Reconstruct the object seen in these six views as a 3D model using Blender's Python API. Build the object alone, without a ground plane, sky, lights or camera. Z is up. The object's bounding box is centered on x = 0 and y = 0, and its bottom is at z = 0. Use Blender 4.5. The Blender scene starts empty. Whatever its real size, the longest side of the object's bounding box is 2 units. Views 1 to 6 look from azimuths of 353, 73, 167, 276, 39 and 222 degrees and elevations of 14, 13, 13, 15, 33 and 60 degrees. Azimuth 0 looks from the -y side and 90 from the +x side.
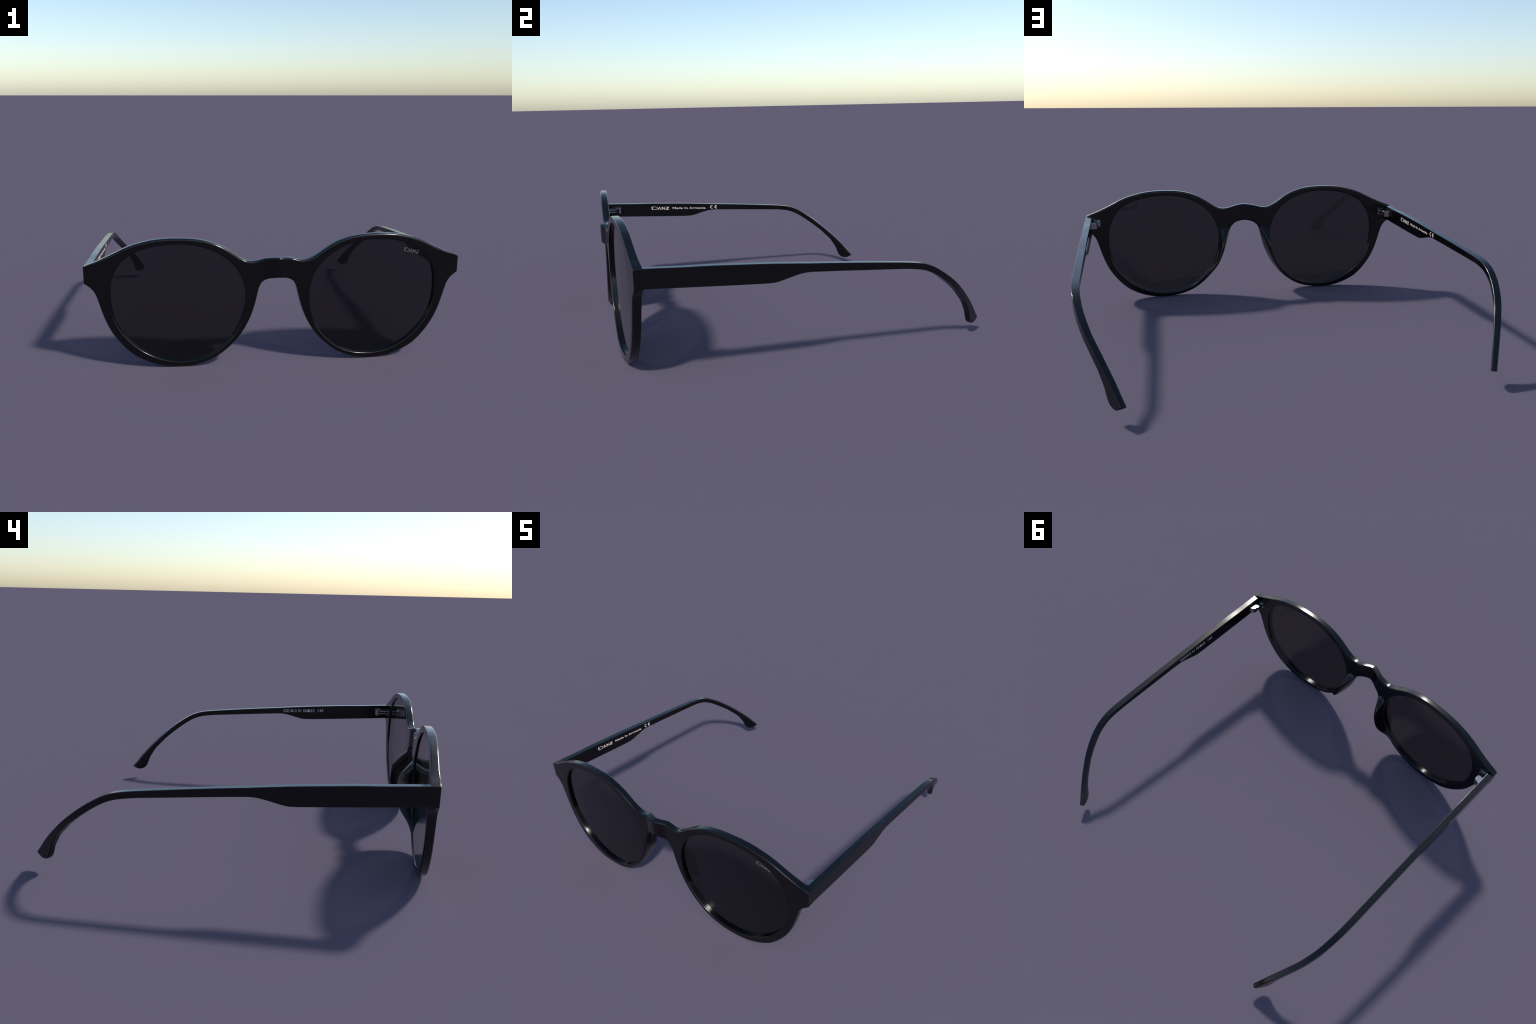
"""Round black sunglasses with tinted lenses, standing on the rims with open temples.

Frame: metres, z up, x to the wearer's side, the front faces -y.  Everything is
mirror-symmetric about x = 0, so each part is described once for the +x side.
"""
import bpy, bmesh, math
import numpy as np
from mathutils import Vector

# ------------------------------------------------------------------ sizes
THICK = 0.040            # depth of the front frame (y)
CENTRE = (0.52, 0.345)   # middle of a lens opening (x, z)
TEMPLE_THICK = 0.0365
LENS_FRONT = 0.0155       # lens front face behind the frame's front face
LENS_DEPTH = 0.0165


def wrap_y(x, z):
    """Front face of the rims: a slight wrap in plan, the lower half leaning forward."""
    return -0.9068 + 0.0475 * x * x - 0.0035 * max(0.0, (0.42 - z) / 0.42)


def front_y(x, z):
    """The same with the bridge, which bows forward."""
    x = abs(x)
    bow = 0.5 * (1 + math.cos(math.pi * x / 0.085)) if x < 0.085 else 0.0
    return wrap_y(x, z) - 0.0242 * bow


# half outline of the front, (x, z): bridge middle -> brow -> end piece
BROW = [(0, .5835), (.04, .580), (.067, .5757), (.092, .569), (.12, .5632), (.147, .563),
        (.168, .568), (.198, .583), (.224, .600), (.258, .623), (.286, .640), (.312, .6535),
        (.338, .664), (.39, .679), (.44, .687), (.492, .6905), (.55, .691), (.598, .689),
        (.65, .683), (.70, .672), (.747, .659), (.793, .641), (.845, .6155), (.89, .594),
        (.937, .573), (.9995, .551)]
# end piece lower corner -> cheek -> rim bottom -> nose -> underside of bridge
UNDER = [(.9995, .464), (.974, .447), (.958, .431), (.943, .407), (.930, .367), (.9155, .315),
         (.897, .259), (.876, .2115), (.85, .169), (.807, .1145), (.757, .0685), (.705, .038),
         (.652, .0165), (.60, .004), (.547, .0), (.5, .0005), (.445, .006), (.39, .020),
         (.337, .0435), (.284, .0815), (.231, .131), (.19, .1835), (.165, .2275), (.1385, .287),
         (.123, .336), (.111, .385), (.103, .419), (.089, .448), (.071, .4635), (.045, .4745),
         (0, .481)]
# lens opening, closed, (x, z)
OPENING = [(.8685, .42), (.858, .481), (.835, .532), (.795, .584), (.748, .616), (.70, .6365),
           (.65, .6495), (.60, .6575), (.55, .6615), (.50, .6620), (.455, .6585), (.407, .649),
           (.36, .634), (.31, .609), (.262, .575), (.225, .537), (.200, .498), (.18, .446),
           (.1705, .395), (.1705, .345), (.18, .28), (.203, .2145), (.237, .160), (.267, .127),
           (.31, .0885), (.362, .0565), (.42, .037), (.47, .0295), (.52, .0275), (.575, .033),
           (.626, .0465), (.678, .069), (.73, .1015), (.78, .147), (.83, .2125), (.857, .277),
           (.868, .345)]
# temple side view: top edge (y, z) and the bottom edge point across from it
TEMPLE = [(-.8205, .5512, -.8205, .4637), (-.735, .547, -.735, .459), (-.65, .5425, -.65, .4538),
          (-.53, .5380, -.53, .447), (-.42, .5315, -.42, .4408), (-.34, .5268, -.34, .4367),
          (-.29, .5236, -.29, .4345), (-.25, .5208, -.25, .4348), (-.225, .5188, -.225, .4393),
          (-.175, .5147, -.175, .4525), (-.125, .5107, -.125, .4640), (-.085, .507, -.085, .4668),
          (-.04, .5038, -.04, .4645), (.05, .497, .05, .4592), (.17, .4873, .17, .4512),
          (.27, .4785, .27, .4445), (.34, .472, .34, .4398), (.40, .4662, .397, .4355),
          (.455, .4590, .450, .4285), (.50, .4495, .490, .4203), (.55, .4305, .533, .4045),
          (.60, .4025, .580, .3790), (.64, .3770, .617, .3550), (.68, .3485, .655, .3280),
          (.72, .3160, .694, .2985), (.76, .2810, .730, .2690), (.80, .2420, .763, .2355),
          (.84, .2000, .796, .1995), (.868, .1680, .815, .1690), (.89, .1410, .833, .1360),
          (.906, .1190, .843, .1065), (.9180, .1040, .853, .0815), (.9262, .0937, .868, .0655),
          (.9340, .0842, .887, .0595), (.9335, .0810, .8985, .0602)]
# temple plan view: outer face (y, x)
PLAN = [(-.9, .9985), (-.3, .9970), (.30, .9965), (.40, .9960), (.45, .9945), (.50, .9905), (.55, .9845),
        (.60, .9750), (.64, .9635), (.68, .9490), (.72, .9315), (.76, .9095), (.80, .886),
        (.84, .8605), (.88, .8345), (.93, .802), (.99, .763)]


# ------------------------------------------------------------------ helpers
def spline(pts, step, closed=False):
    """Centripetal Catmull-Rom through points of any dimension, resampled about evenly."""
    P = [np.array(p, float) for p in pts]
    n = len(P)
    if closed:
        Q = [P[-1]] + P + [P[0], P[1]]
        last = n
    else:
        Q = [2 * P[0] - P[1]] + P + [2 * P[-1] - P[-2]]
        last = n - 1
    out = []
    for i in range(last):
        p0, p1, p2, p3 = Q[i:i + 4]
        k = max(2, int(np.linalg.norm(p2 - p1) / step + .5))
        t0 = 0.0
        t1 = t0 + max(1e-6, np.linalg.norm(p1 - p0)) ** .5
        t2 = t1 + max(1e-6, np.linalg.norm(p2 - p1)) ** .5
        t3 = t2 + max(1e-6, np.linalg.norm(p3 - p2)) ** .5
        for j in range(k):
            t = t1 + (t2 - t1) * j / k
            a1 = (t1 - t) / (t1 - t0) * p0 + (t - t0) / (t1 - t0) * p1
            a2 = (t2 - t) / (t2 - t1) * p1 + (t - t1) / (t2 - t1) * p2
            a3 = (t3 - t) / (t3 - t2) * p2 + (t - t2) / (t3 - t2) * p3
            b1 = (t2 - t) / (t2 - t0) * a1 + (t - t0) / (t2 - t0) * a2
            b2 = (t3 - t) / (t3 - t1) * a2 + (t - t1) / (t3 - t1) * a3
            out.append((t2 - t) / (t2 - t1) * b1 + (t - t1) / (t2 - t1) * b2)
    if not closed:
        out.append(P[-1])
    return np.array(out)


def mesh_object(name, verts, faces, material, parent, smooth=True):
    me = bpy.data.meshes.new(name)
    me.from_pydata([tuple(map(float, v)) for v in verts], [], faces)
    bm = bmesh.new()
    bm.from_mesh(me)
    bmesh.ops.recalc_face_normals(bm, faces=bm.faces)
    bm.to_mesh(me)
    bm.free()
    if smooth:
        me.shade_smooth()
    me.materials.append(material)
    ob = bpy.data.objects.new(name, me)
    bpy.context.collection.objects.link(ob)
    ob.parent = parent
    return ob


def bake_modifiers(ob):
    dg = bpy.context.evaluated_depsgraph_get()
    me = bpy.data.meshes.new_from_object(ob.evaluated_get(dg))
    ob.modifiers.clear()
    old = ob.data
    ob.data = me
    bpy.data.meshes.remove(old)
    me.name = ob.name
    return ob


def mirror_copy(ob, parent):
    """The same piece on the -x side, with its own mirrored mesh."""
    other = ob.copy()
    other.data = ob.data.copy()
    bm = bmesh.new()
    bm.from_mesh(other.data)
    for v in bm.verts:
        v.co.x = -v.co.x
    bmesh.ops.reverse_faces(bm, faces=bm.faces)
    bm.to_mesh(other.data)
    bm.free()
    bpy.context.collection.objects.link(other)
    other.parent = parent
    return other


# ------------------------------------------------------------------ materials
def principled(name, colour, roughness, metallic=0.0, specular=0.5, vary=0.0, scale=40.0):
    m = bpy.data.materials.new(name)
    m.use_nodes = True
    nt = m.node_tree
    b = nt.nodes["Principled BSDF"]
    b.inputs["Base Color"].default_value = (*colour, 1)
    b.inputs["Roughness"].default_value = roughness
    b.inputs["Metallic"].default_value = metallic
    b.inputs["Specular IOR Level"].default_value = specular
    if vary:
        tc = nt.nodes.new("ShaderNodeTexCoord")
        no = nt.nodes.new("ShaderNodeTexNoise")
        no.inputs["Scale"].default_value = scale
        no.inputs["Detail"].default_value = 4
        mr = nt.nodes.new("ShaderNodeMapRange")
        mr.inputs["To Min"].default_value = roughness - vary
        mr.inputs["To Max"].default_value = roughness + vary
        nt.links.new(tc.outputs["Object"], no.inputs["Vector"])
        nt.links.new(no.outputs["Fac"], mr.inputs["Value"])
        nt.links.new(mr.outputs["Result"], b.inputs["Roughness"])
    return m


def tinted_lens():
    """Dark neutral tint: each face lets about a third of the light straight through."""
    m = bpy.data.materials.new("smoke_tinted_lens")
    m.use_nodes = True
    nt = m.node_tree
    out = nt.nodes["Material Output"]
    nt.nodes.remove(nt.nodes["Principled BSDF"])
    clear = nt.nodes.new("ShaderNodeBsdfTransparent")
    clear.inputs["Color"].default_value = (.295, .292, .300, 1)
    gloss = nt.nodes.new("ShaderNodeBsdfGlossy")
    gloss.inputs["Color"].default_value = (1, 1, 1, 1)
    gloss.inputs["Roughness"].default_value = 0.05
    fres = nt.nodes.new("ShaderNodeFresnel")
    fres.inputs["IOR"].default_value = 1.45
    # keep the outer face's reflectance on both sides of the sheet
    geo = nt.nodes.new("ShaderNodeNewGeometry")
    ior = nt.nodes.new("ShaderNodeMix")
    ior.data_type = 'FLOAT'
    ior.inputs["A"].default_value = 1.45
    ior.inputs["B"].default_value = 1 / 1.45
    nt.links.new(geo.outputs["Backfacing"], ior.inputs["Factor"])
    nt.links.new(ior.outputs["Result"], fres.inputs["IOR"])
    mix = nt.nodes.new("ShaderNodeMixShader")
    nt.links.new(fres.outputs["Fac"], mix.inputs["Fac"])
    nt.links.new(clear.outputs[0], mix.inputs[1])
    nt.links.new(gloss.outputs[0], mix.inputs[2])
    nt.links.new(mix.outputs[0], out.inputs["Surface"])
    return m


ACETATE = principled("black_acetate", (.0009, .0009, .0010), 0.17, vary=.015)
LENS = tinted_lens()
METAL = principled("hinge_steel", (.42, .415, .415), 0.10, metallic=1.0, vary=.03, scale=120)
WHITE_INK = principled("white_ink", (.68, .565, .515), 0.5, specular=.3)
GREY_INK = principled("grey_lens_print", (.11, .11, .115), 0.5, specular=.3)

# ------------------------------------------------------------------ top level
glasses = bpy.data.objects.new("sunglasses", None)
bpy.context.collection.objects.link(glasses)
glasses["label"] = "round black sunglasses with dark tinted lenses, temples open"
glasses["category"] = "sunglasses"


# ------------------------------------------------------------------ front frame
def fuller(P, d):
    """Push an outline outward a little to make up for its rounded edges (not at z = 0)."""
    t = np.gradient(P, axis=0)
    t /= np.linalg.norm(t, axis=1, keepdims=True)
    n = np.c_[-t[:, 1], t[:, 0]]
    w = np.clip((P[:, 1] - .01) / .06, 0, 1) * np.clip((.9985 - P[:, 0]) / .02, .3, 1)
    Q = P + n * d * w[:, None]
    Q[:, 0] = np.minimum(Q[:, 0], .9995)
    Q[np.isclose(P[:, 0], 0), 0] = 0
    return Q


def build_front():
    brow = spline(BROW, .006)
    under = spline(UNDER, .006)
    brow, under = fuller(brow, .0025), fuller(under, .0020)
    i_notch = int(np.argmin(np.hypot(brow[:, 0] - .150, brow[:, 1] - .563)))
    i_nose = int(np.argmin(np.hypot(under[:, 0] - .107, under[:, 1] - .402)))
    notch, nose = brow[i_notch], under[i_nose]
    n_seam = 16
    seam = [nose + (notch - nose) * k / n_seam for k in range(1, n_seam)]
    # ring boundary, counter-clockwise in angle does not matter: brow, end, under, seam
    outer = list(brow[i_notch:]) + \
        [brow[-1] + (under[0] - brow[-1]) * k / 12 for k in range(1, 12)] + \
        list(under[:i_nose + 1]) + seam
    n_brow, n_end = len(brow) - i_notch, 11
    n_under = i_nose + 1
    N = len(outer)
    hole = spline(OPENING, .003, True)
    ang = np.arctan2(hole[:, 1] - CENTRE[1], hole[:, 0] - CENTRE[0])
    rad = np.hypot(hole[:, 1] - CENTRE[1], hole[:, 0] - CENTRE[0])
    order = np.argsort(ang)
    ang, rad = ang[order], rad[order]
    inner = []
    for p in outer:
        a = math.atan2(p[1] - CENTRE[1], p[0] - CENTRE[0])
        r = np.interp(a, ang, rad, period=2 * math.pi)
        inner.append(np.array([CENTRE[0] + r * math.cos(a), CENTRE[1] + r * math.sin(a)]))

    bm = bmesh.new()
    weight = bm.edges.layers.float.new("bevel_weight_edge")
    ROWS = 6

    def column(i):
        d = np.linalg.norm(outer[i] - inner[i])
        ws = [0, .0065 / d] + [.0065 / d + (1 - .0185 / d) * k / (ROWS - 3) for k in range(1, ROWS - 3)]
        ws += [1 - .012 / d, 1]
        return [inner[i] + (outer[i] - inner[i]) * w for w in ws]

    cols = [column(i) for i in range(N)]
    ROWS = len(cols[0])

    def vert(p, sx, back):
        return bm.verts.new((sx * p[0], front_y(p[0], p[1]) + (THICK if back else 0), p[1]))

    rings = {}
    for sx in (1, -1):
        for back in (0, 1):
            rings[sx, back] = [[vert(p, sx, back) for p in c] for c in cols]
    for sx in (1, -1):
        mat = 0 if sx > 0 else 2
        for back in (0, 1):
            R = rings[sx, back]
            for i in range(N):
                j = (i + 1) % N
                for k in range(ROWS - 1):
                    bm.faces.new((R[i][k], R[j][k], R[j][k + 1], R[i][k + 1])).material_index = mat
        F, B = rings[sx, 0], rings[sx, 1]
        seam_first = n_brow + n_end + n_under - 1
        for i in range(N):
            j = (i + 1) % N
            bm.faces.new((F[i][0], F[j][0], B[j][0], B[i][0])).material_index = mat
            for V in (F, B):
                bm.edges.get((V[i][0], V[j][0]))[weight] = .5 if V is F else .72
            if i < seam_first:
                bm.faces.new((F[i][-1], F[j][-1], B[j][-1], B[i][-1])).material_index = mat
                x = .5 * (outer[i][0] + outer[j][0])
                fade = min(1, max(0, (.985 - x) / .09))
                for V in (F, B):
                    bm.edges.get((V[i][-1], V[j][-1]))[weight] = (.25 + .75 * fade) * (1 if V is F else .8)
        for i in (n_brow - 1, n_brow + n_end):
            e = bm.edges.get((F[i][-1], B[i][-1]))
            e[weight] = .25

    # bridge: a Coons patch between the two seams, the brow line and the nose arch
    top_half = brow[:i_notch + 1][::-1]                    # notch -> x=0
    low_half = under[i_nose:]                              # nose  -> x=0
    K = 60

    def resample(P, n):
        s = np.r_[0, np.cumsum(np.linalg.norm(np.diff(P, axis=0), axis=1))]
        t = np.linspace(0, s[-1], n + 1)
        return np.c_[np.interp(t, s, P[:, 0]), np.interp(t, s, P[:, 1])]

    top = resample(top_half, K // 2)
    low = resample(low_half, K // 2)
    flip = np.array([-1, 1])
    top = np.vstack([top, (top[:-1] * flip)[::-1]])
    low = np.vstack([low, (low[:-1] * flip)[::-1]])
    M = n_seam
    right = np.array([nose + (notch - nose) * k / M for k in range(M + 1)])
    left = right * flip
    seam_idx = [seam_first + k for k in range(M)] + [0]
    grid = {}
    for back in (0, 1):
        G = [[None] * (M + 1) for _ in range(K + 1)]
        for c in range(K + 1):
            u = c / K
            for r in range(M + 1):
                v = r / M
                if c == 0:
                    G[c][r] = rings[1, back][seam_idx[r]][-1]
                elif c == K:
                    G[c][r] = rings[-1, back][seam_idx[r]][-1]
                else:
                    p = (1 - v) * low[c] + v * top[c] + (1 - u) * right[r] + u * left[r] \
                        - ((1 - u) * (1 - v) * right[0] + u * (1 - v) * left[0]
                           + (1 - u) * v * right[M] + u * v * left[M])
                    G[c][r] = vert(p, 1, back)
        grid[back] = G
        for c in range(K):
            for r in range(M):
                bm.faces.new((G[c][r], G[c + 1][r], G[c + 1][r + 1], G[c][r + 1])).material_index = 1
    for c in range(K):
        for r in (0, M):
            a, b = grid[0][c][r], grid[0][c + 1][r]
            a2, b2 = grid[1][c][r], grid[1][c + 1][r]
            bm.faces.new((a, b, b2, a2)).material_index = 1
            bm.edges.get((a, b))[weight] = 1
            bm.edges.get((a2, b2))[weight] = 1
    bmesh.ops.recalc_face_normals(bm, faces=bm.faces)
    me = bpy.data.meshes.new("front")
    bm.to_mesh(me)
    bm.free()
    me.shade_smooth()
    for _ in range(3):
        me.materials.append(ACETATE)
    ob = bpy.data.objects.new("front", me)
    bpy.context.collection.objects.link(ob)
    bev = ob.modifiers.new("edge_rounding", 'BEVEL')
    bev.limit_method = 'WEIGHT'
    bev.width = .0090
    bev.segments = 4
    bev.use_clamp_overlap = False
    wn = ob.modifiers.new("weighted", 'WEIGHTED_NORMAL')
    wn.weight = 60
    wn.keep_sharp = True
    bake_modifiers(ob)
    return ob, cols


def split_front(ob, parent):
    """Cut the finished front into two rims and the bridge along its hidden seams."""
    me = ob.data
    normals = [tuple(c.vector) for c in me.corner_normals]
    parts = []
    for mat, name in ((0, "rim"), (2, "rim"), (1, "bridge")):
        index, verts, faces, loops = {}, [], [], []
        for p in me.polygons:
            if p.material_index != mat:
                continue
            f = []
            for li in p.loop_indices:
                v = me.loops[li].vertex_index
                if v not in index:
                    index[v] = len(verts)
                    verts.append(tuple(me.vertices[v].co))
                f.append(index[v])
                loops.append(normals[li])
            faces.append(f)
        m = bpy.data.meshes.new(name)
        m.from_pydata(verts, [], faces)
        m.shade_smooth()
        m.normals_split_custom_set(loops)
        m.materials.append(ACETATE)
        o = bpy.data.objects.new(name, m)
        bpy.context.collection.objects.link(o)
        o.parent = parent
        parts.append(o)
    bpy.data.objects.remove(ob)
    return parts


front, COLS = build_front()
rim_r, rim_l, bridge = split_front(front, glasses)


# ------------------------------------------------------------------ lenses
def build_lens(parent):
    edge = spline(OPENING, .008, True)
    c = np.array(CENTRE)
    n = len(edge)
    verts, faces = [], []
    fr = [0.0, .2, .4, .6, .75, .88, .96, 1.0]
    for back in (0, 1):
        base = len(verts)
        for f in fr[1:]:
            for p in edge:
                d = (p - c)
                q = c + d * (f * (1 + .008 / np.linalg.norm(d)))
                verts.append((q[0], wrap_y(q[0], 1) + LENS_FRONT + back * LENS_DEPTH, q[1]))
        verts.append((c[0], wrap_y(c[0], 1) + LENS_FRONT + back * LENS_DEPTH, c[1]))
        mid = len(verts) - 1
        for i in range(n):
            j = (i + 1) % n
            faces.append((mid, base + i, base + j))
            for r in range(len(fr) - 2):
                a = base + r * n
                faces.append((a + i, a + n + i, a + n + j, a + j))
    off = (len(fr) - 1) * n + 1
    last = (len(fr) - 2) * n
    for i in range(n):
        j = (i + 1) % n
        faces.append((last + i, last + off + i, last + off + j, last + j))
    ob = mesh_object("lens", verts, faces, LENS, parent)
    # flat faces keep their own normals, the hidden edge band is sharp
    ob.data.set_sharp_from_angle(angle=math.radians(40))
    return ob


lens_r = build_lens(rim_r)
lens_l = mirror_copy(lens_r, rim_l)


# ------------------------------------------------------------------ nose pads
def build_nose_pad(parent):
    """Moulded pad: a fin that grows out of the nose-side wall of the rim toward the
    back, with a ramped, rounded top and a crest that leans to the lens."""
    nose = spline([p for p in UNDER if p[0] < .36 and p[1] < .4735][::-1], .004)
    nose = fuller(nose[::-1], .0020)[::-1]
    nose = nose[(nose[:, 1] < .462) & (nose[:, 1] > .064)]
    hole = spline(OPENING, .003, True)
    height = [(.462, -.006), (.448, .0000), (.436, .0060), (.42, .0180), (.40, .035), (.375, .0555), (.35, .0680),
              (.32, .0745), (.285, .0765), (.24, .0755), (.205, .069), (.175, .0545), (.15, .0365), (.130, .0215),
              (.114, .0125), (.100, .0070), (.086, .0025), (.064, -.006)]
    hz, hh = np.array(height)[::-1].T
    SEC = 17
    verts, faces = [], []
    rows = []
    for p in nose:
        q = hole[np.argmin(np.hypot(hole[:, 0] - p[0], hole[:, 1] - p[1]))]
        z = p[1]
        h = float(np.interp(z, hz, hh))
        ramp = min(1, max(0, (z - .37) / .06))
        ramp = ramp * ramp * (3 - 2 * ramp)
        crest = .68 - .14 * ramp            # where the crest lies across the rim
        broad = .13 + .20 * ramp            # half width of its flat top
        root = -.022 + .010 * ramp          # how far down the wall the nose face starts
        lo, hi = crest - broad, min(.96, crest + broad)
        row = []
        edge = min(-.003, h)
        for k in range(SEC):
            if k < 9:                       # up the wall, then over to the crest
                t = k / 8
                if t < .3:
                    s, d = 0, root + (edge - root) * t / .25
                else:
                    e = (t - .25) / .75
                    s, d = lo * e, edge + (h - edge) * (e + .22 * math.sin(math.pi * e))
            else:
                s = lo + (1 - lo) * (k - 8) / (SEC - 9)
                d = h
                if s > hi:
                    d = h - (h + .012) * (1 - math.cos(.5 * math.pi * (s - hi) / (1 - hi))) ** 1.2
            d -= .013 * ramp * (2 * s - 1) ** 2 if s > 0 else 0
            # the nose face stands a hair proud of the rim's wall
            x, zz = p + (q - p) * (-.018 + .988 * s)
            row.append((x, wrap_y(x, zz) + THICK + d, zz))
        rows.append(row)
    A = np.array(rows)
    A[:, 3:-1] = .25 * A[:, 2:-2] + .5 * A[:, 3:-1] + .25 * A[:, 4:]
    for _ in range(3):
        A[1:-1] = .25 * A[:-2] + .5 * A[1:-1] + .25 * A[2:]
    n = len(A)
    for row in A:
        for v in row:
            verts.append(tuple(v))
    for i in range(n - 1):
        for k in range(SEC - 1):
            a = i * SEC + k
            faces.append((a, a + 1, a + SEC + 1, a + SEC))
        faces.append((i * SEC, (i + 1) * SEC, (i + 1) * SEC + SEC - 1, i * SEC + SEC - 1))
    faces.append(tuple(range(SEC)))
    faces.append(tuple((n - 1) * SEC + k for k in range(SEC))[::-1])
    ob = mesh_object("nose_pad", verts, faces, ACETATE, parent)
    sub = ob.modifiers.new("s", 'SUBSURF')
    sub.levels = sub.render_levels = 1
    bake_modifiers(ob)
    ob.data.set_sharp_from_angle(angle=math.radians(60))
    return ob


pad_r = build_nose_pad(rim_r)
pad_l = mirror_copy(pad_r, rim_l)


# ------------------------------------------------------------------ temples
PLAN_CURVE = spline(PLAN, .01)


def outer_x(y):
    return float(np.interp(y, PLAN_CURVE[:, 0], PLAN_CURVE[:, 1]))


def plan_normal(y):
    d = (outer_x(y + .02) - outer_x(y - .02)) / .04
    n = np.array([1, -d])
    return n / np.linalg.norm(n)


def build_temple(parent):
    st = spline(TEMPLE, .011)
    verts, faces = [], []
    ARC = 4
    n_sec = 4 * (ARC + 1)
    rows = []
    for ty, tz, by, bz in st:
        T = np.array([ty, tz])
        B = np.array([by, bz])
        H = np.linalg.norm(T - B)
        up = (T - B) / H
        m = (T + B) / 2
        tail = min(1, max(0, (m[0] - .40) / .45))
        th = TEMPLE_THICK - .0055 * tail
        tip = min(1, max(0, (m[0] - .78) / .13))
        th -= .003 * tip
        r_out = .0022 + .0035 * tail + .002 * tip
        r_in = .0026 + .0035 * tail + .002 * tip
        row = []
        # corners: outer-top, inner-top, inner-bottom, outer-bottom  (a: depth inwards, b: along up)
        for ca, cb, r, a0 in ((0, H / 2, r_out, 180), (th, H / 2, r_in, 90),
                              (th, -H / 2, r_in, 0), (0, -H / 2, r_out, -90)):
            sa = 1 if ca == 0 else -1
            sb = -1 if cb > 0 else 1
            for k in range(ARC + 1):
                g = math.radians(a0 - 90 * k / ARC)
                a = ca + sa * r + r * math.cos(g)
                b = cb + sb * r + r * math.sin(g)
                yz = m + up * b
                y = yz[0]
                nrm = plan_normal(y)
                row.append((outer_x(y) - nrm[0] * a, y - nrm[1] * a, yz[1]))
        rows.append(row)
    # rounded ends: shrink an extra ring at the front and at the tip
    def cap(row, toward, inset, shift):
        P = np.array(row)
        c = P.mean(0)
        d = P - c
        L = np.linalg.norm(d, axis=1, keepdims=True)
        return c + d * (L - inset) / L + np.array(shift)
    P0 = np.array(rows[0])
    rows.insert(0, [tuple(v) for v in cap(P0, 0, .0015, (0, -.0010, 0))])
    P1 = np.array(rows[-1])
    ydir = np.array([-.50, .62, -.75])
    ydir = ydir / np.linalg.norm(ydir)
    rows.append([tuple(v) for v in cap(P1, 0, .0012, ydir * .0012)])
    rows.append([tuple(v) for v in cap(P1, 0, .0040, ydir * .0020)])
    for row in rows:
        verts.extend(row)
    n = len(rows)
    for i in range(n - 1):
        for k in range(n_sec):
            l = (k + 1) % n_sec
            faces.append((i * n_sec + k, i * n_sec + l, (i + 1) * n_sec + l, (i + 1) * n_sec + k))
    faces.append(tuple(range(n_sec)))
    faces.append(tuple((n - 1) * n_sec + k for k in range(n_sec))[::-1])
    ob = mesh_object("temple", verts, faces, ACETATE, parent)
    wn = ob.modifiers.new("w", 'WEIGHTED_NORMAL')
    wn.weight = 60
    bake_modifiers(ob)
    return ob


temple_r = build_temple(glasses)
temple_l = mirror_copy(temple_r, glasses)
for t in (temple_r, temple_l):
    wn = t.modifiers.new("w", 'WEIGHTED_NORMAL')
    wn.weight = 60
    bake_modifiers(t)


# ------------------------------------------------------------------ hinges
def rounded_prism(outline, z0, z1, radius, segs, name, parent):
    """Prism over an (x, y) outline with rounded edges."""
    bm = bmesh.new()
    lo = [bm.verts.new((x, y, z0)) for x, y in outline]
    hi = [bm.verts.new((x, y, z1)) for x, y in outline]
    bm.faces.new(lo[::-1])
    bm.faces.new(hi)
    for i in range(len(lo)):
        j = (i + 1) % len(lo)
        bm.faces.new((lo[i], lo[j], hi[j], hi[i]))
    bmesh.ops.recalc_face_normals(bm, faces=bm.faces)
    bmesh.ops.bevel(bm, geom=list(bm.edges), offset=radius, segments=segs, profile=.5, affect='EDGES')
    me = bpy.data.meshes.new(name)
    bm.to_mesh(me)
    bm.free()
    me.shade_smooth()
    me.set_sharp_from_angle(angle=math.radians(35))
    me.materials.append(METAL)
    ob = bpy.data.objects.new(name, me)
    bpy.context.collection.objects.link(ob)
    ob.parent = parent
    wn = ob.modifiers.new("w", 'WEIGHTED_NORMAL')
    wn.weight = 90
    return bake_modifiers(ob)


def build_hinge(parent):
    xi = .9965 - TEMPLE_THICK          # inner face of the temple
    parts = []
    # knuckle block on the temple, with a sloped inner front corner
    parts.append(rounded_prism([(xi + .004, -.786), (xi - .019, -.785), (xi - .033, -.776), (xi - .035, -.759),
                                (xi - .027, -.744), (xi + .004, -.736)], .4865, .5255, .0014, 2,
                               "hinge_block", parent))
    # two leaves reaching from the block to the end piece
    for z in (.4985, .5145):
        parts.append(rounded_prism([(xi - .006, -.776), (xi - .034, -.776), (xi - .036, -.8265), (xi - .006, -.8265)],
                                   z - .0036, z + .0036, .0012, 2, "hinge_leaf", parent))
    # thin flange on the back of the end piece
    parts.append(rounded_prism([(xi - .003, -.8215), (xi - .046, -.8235), (xi - .046, -.8295), (xi - .003, -.8275)],
                               .4865, .5290, .0010, 2, "hinge_flange", parent))
    return parts


hinge_r = build_hinge(temple_r)
hinge_l = [mirror_copy(p, temple_l) for p in hinge_r]
for p in hinge_l:
    p.modifiers.new("w", 'WEIGHTED_NORMAL').weight = 90
    bake_modifiers(p)


# ------------------------------------------------------------------ lettering
def arc(cx, cy, rx, ry, a0, a1, n=12):
    return [(cx + rx * math.cos(math.radians(a0 + (a1 - a0) * k / n)),
             cy + ry * math.sin(math.radians(a0 + (a1 - a0) * k / n))) for k in range(n + 1)]


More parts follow.
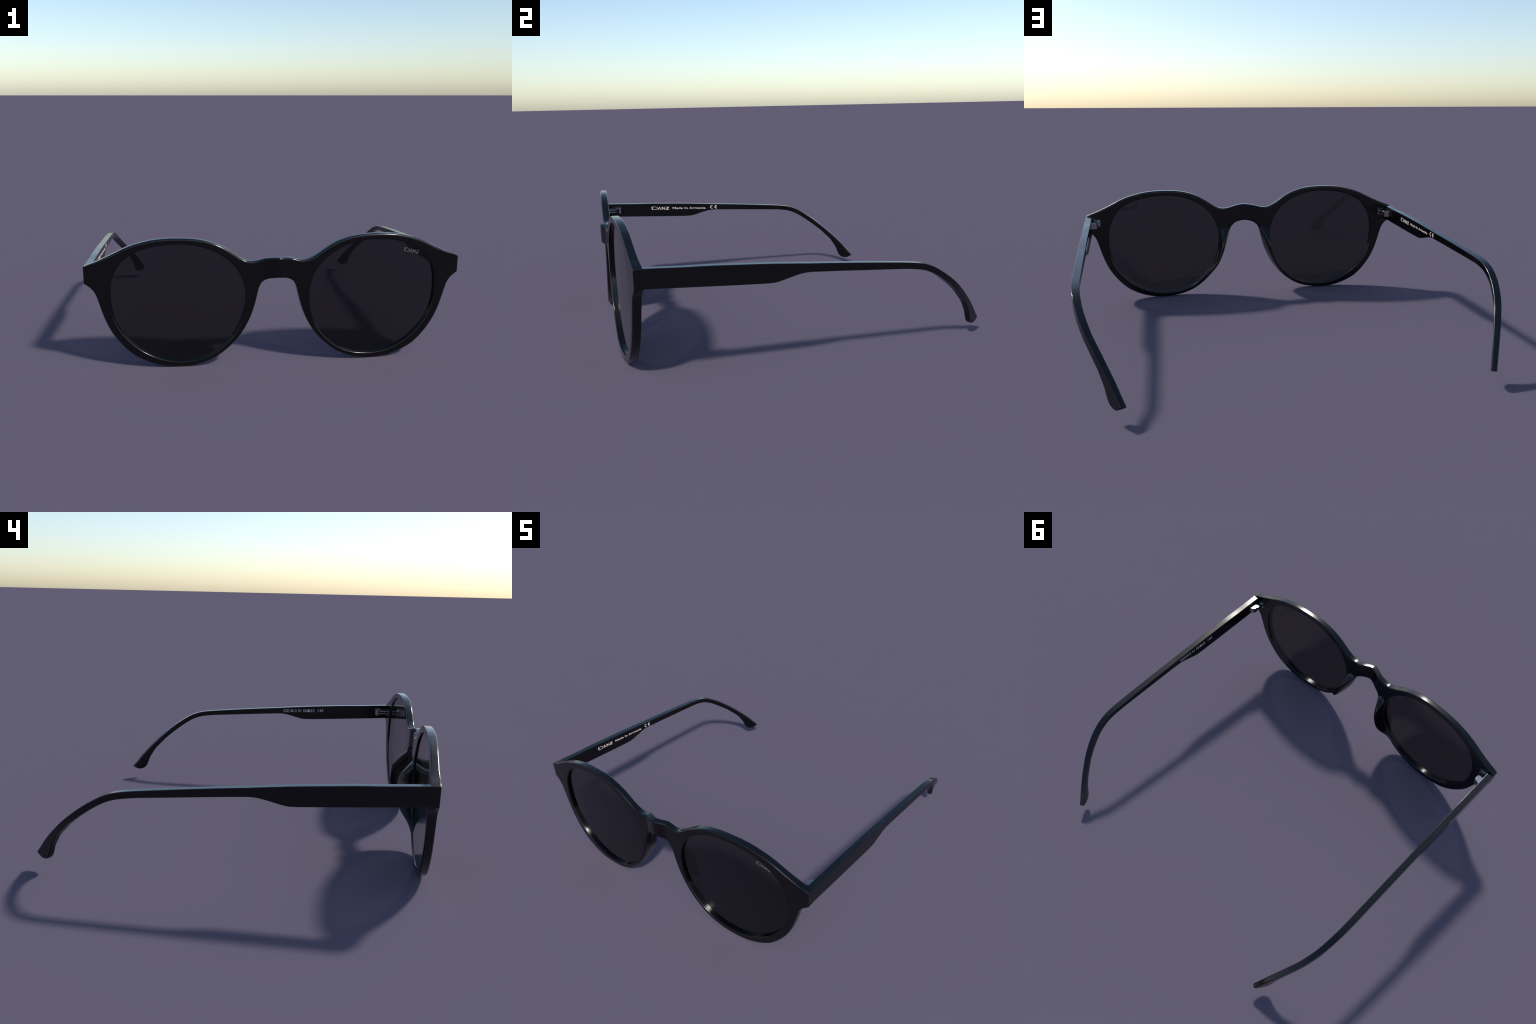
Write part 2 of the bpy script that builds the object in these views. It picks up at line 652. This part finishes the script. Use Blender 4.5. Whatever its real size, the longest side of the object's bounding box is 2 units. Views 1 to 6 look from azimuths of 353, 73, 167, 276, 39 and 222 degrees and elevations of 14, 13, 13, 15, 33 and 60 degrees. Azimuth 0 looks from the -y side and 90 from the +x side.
def logo_letters():
    """Wide sans capitals with thick left and thin right strokes, 118 x 24 units."""
    D = [[(0, 0), (0, 24), (27, 24)] + arc(27, 12, 13, 12, 80, -80) + [(27, 0)],
         [(7.5, 2.6), (7.5, 21.4), (27, 21.4)] + arc(27, 12, 9.6, 9.4, 80, -80) + [(27, 2.6)]]
    A = [[(42, 0), (50.5, 23.5), (54.5, 23.5), (63.5, 0), (59.2, 0), (52.8, 15.5), (48.3, 0)]]
    N = [[(68, 0), (68, 23.5), (73, 23.5), (87, 8.5), (87, 23.5), (91, 23.5), (91, 0), (88, 0), (74.5, 14.5), (74.5, 0)]]
    Z = [[(96, 0), (96, 2.4), (107.5, 20.6), (97, 20.6), (97, 23.5), (118, 23.5), (118, 21), (106, 3), (118, 3), (118, 0)]]
    return [D, A, N, Z]


def ce_letters():
    C = [arc(12, 12, 12, 12, 75, 285, 24) + arc(12, 12, 7.2, 7.2, 285, 75, 24)]
    Em = [arc(38, 12, 12, 12, 75, 285, 24) + arc(38, 12, 7.2, 7.2, 285, 198, 10) +
          [(39, 9.8), (39, 14.2)] + arc(38, 12, 7.2, 7.2, 162, 75, 10)]
    return [C, Em]


def shape_mesh(outlines):
    cu = bpy.data.curves.new("outline", 'CURVE')
    cu.dimensions = '2D'
    cu.fill_mode = 'BOTH'
    cu.extrude = .5
    for loop in outlines:
        s = cu.splines.new('POLY')
        s.points.add(len(loop) - 1)
        for pt, (x, y) in zip(s.points, loop):
            pt.co = (x, y, 0, 1)
        s.use_cyclic_u = True
    return curve_to_mesh(cu)


def text_mesh(body, weight=0.0):
    cu = bpy.data.curves.new("words", 'FONT')
    cu.body = body
    cu.extrude = .5
    cu.offset = weight
    cu.resolution_u = 4
    return curve_to_mesh(cu)


def curve_to_mesh(cu):
    ob = bpy.data.objects.new("tmp", cu)
    bpy.context.collection.objects.link(ob)
    dg = bpy.context.evaluated_depsgraph_get()
    me = bpy.data.meshes.new_from_object(ob.evaluated_get(dg))
    bpy.data.objects.remove(ob)
    bpy.data.curves.remove(cu)
    return me


def print_on(me, name, material, parent, place, box=None):
    """Lay a flat letter mesh on a surface: place(u, v, lift) gives the 3D point."""
    co = np.array([v.co[:] for v in me.vertices])
    if box:
        lo, hi = co.min(0), co.max(0)
        co[:, 0] = (co[:, 0] - lo[0]) / (hi[0] - lo[0]) * box[0]
        co[:, 1] = (co[:, 1] - lo[1]) / (hi[1] - lo[1]) * box[1]
    for v, c in zip(me.vertices, co):
        v.co = place(c[0], c[1], c[2] + .5)
    bm = bmesh.new()
    bm.from_mesh(me)
    bmesh.ops.remove_doubles(bm, verts=bm.verts, dist=1e-6)
    bmesh.ops.recalc_face_normals(bm, faces=bm.faces)
    bm.to_mesh(me)
    bm.free()
    me.name = name
    me.materials.clear()
    me.materials.append(material)
    ob = bpy.data.objects.new(name, me)
    bpy.context.collection.objects.link(ob)
    ob.parent = parent
    return ob


INNER = .9965 - TEMPLE_THICK


def on_left_temple(y0, z0, slope):
    def place(u, v, lift):
        return Vector((-INNER - .0006 + lift * .0012 - (outer_x(y0 + u) - .9965), y0 + u, z0 + slope * u + v))
    return place


def on_right_temple(y0, z0, slope):
    def place(u, v, lift):
        return Vector((INNER + .0006 - lift * .0012 + (outer_x(y0 - u) - .9965), y0 - u, z0 + slope * u + v))
    return place


k = .122 / 118
for outl in logo_letters():
    me = shape_mesh(outl)
    for v in me.vertices:
        v.co.x *= k
        v.co.y *= .0205 / 24
    print_on(me, "logo_letter", WHITE_INK, temple_l, on_left_temple(-.531, .4950, -.066))
print_on(text_mesh("Made In Armenia", .012), "origin_lettering", WHITE_INK, temple_l,
         on_left_temple(-.3835, .4903, -.058), box=(.238, .0140))
for outl in ce_letters():
    me = shape_mesh(outl)
    for v in me.vertices:
        v.co.x *= .050 / 41
        v.co.y *= .0238 / 24
    print_on(me, "conformity_letter", WHITE_INK, temple_l, on_left_temple(-.1125, .4752, -.035))
# model and size numbers on the other temple, with a filled square between the sizes
slope = .040
print_on(text_mesh("DZ1812 S1 50", .004), "size_lettering", WHITE_INK, temple_r,
         on_right_temple(-.1125, .4780, slope), box=(.161, .0190))
print_on(shape_mesh([[(0, 0), (.0175, 0), (.0175, .0172), (0, .0172)]]), "size_square", WHITE_INK, temple_r,
         on_right_temple(-.1115 - .1665, 0.4780 + slope * .1665, slope))
print_on(text_mesh("23  145", .004), "size_lettering", WHITE_INK, temple_r,
         on_right_temple(-.1115 - .1875, 0.4780 + slope * .1875, slope), box=(.089, .0190))


# small logo printed on the front of the +x lens, sloping with the brow
def on_lens(u, v, lift):
    c, s = math.cos(-.222), math.sin(-.222)
    x = .6875 + c * u - s * v
    z = .5895 + s * u + c * v
    return Vector((x, wrap_y(x, 1) + LENS_FRONT + .0004 - lift * .0010, z))


for outl in logo_letters():
    me = shape_mesh(outl)
    for v in me.vertices:
        v.co.x *= .0870 / 118
        v.co.y *= .0200 / 24
    print_on(me, "lens_logo_letter", GREY_INK, lens_r, on_lens)

# stand exactly on the ground
bpy.context.view_layer.update()
low = min((o.matrix_world @ v.co).z for o in bpy.data.objects if o.type == 'MESH' for v in o.data.vertices)
glasses.location.z = -low
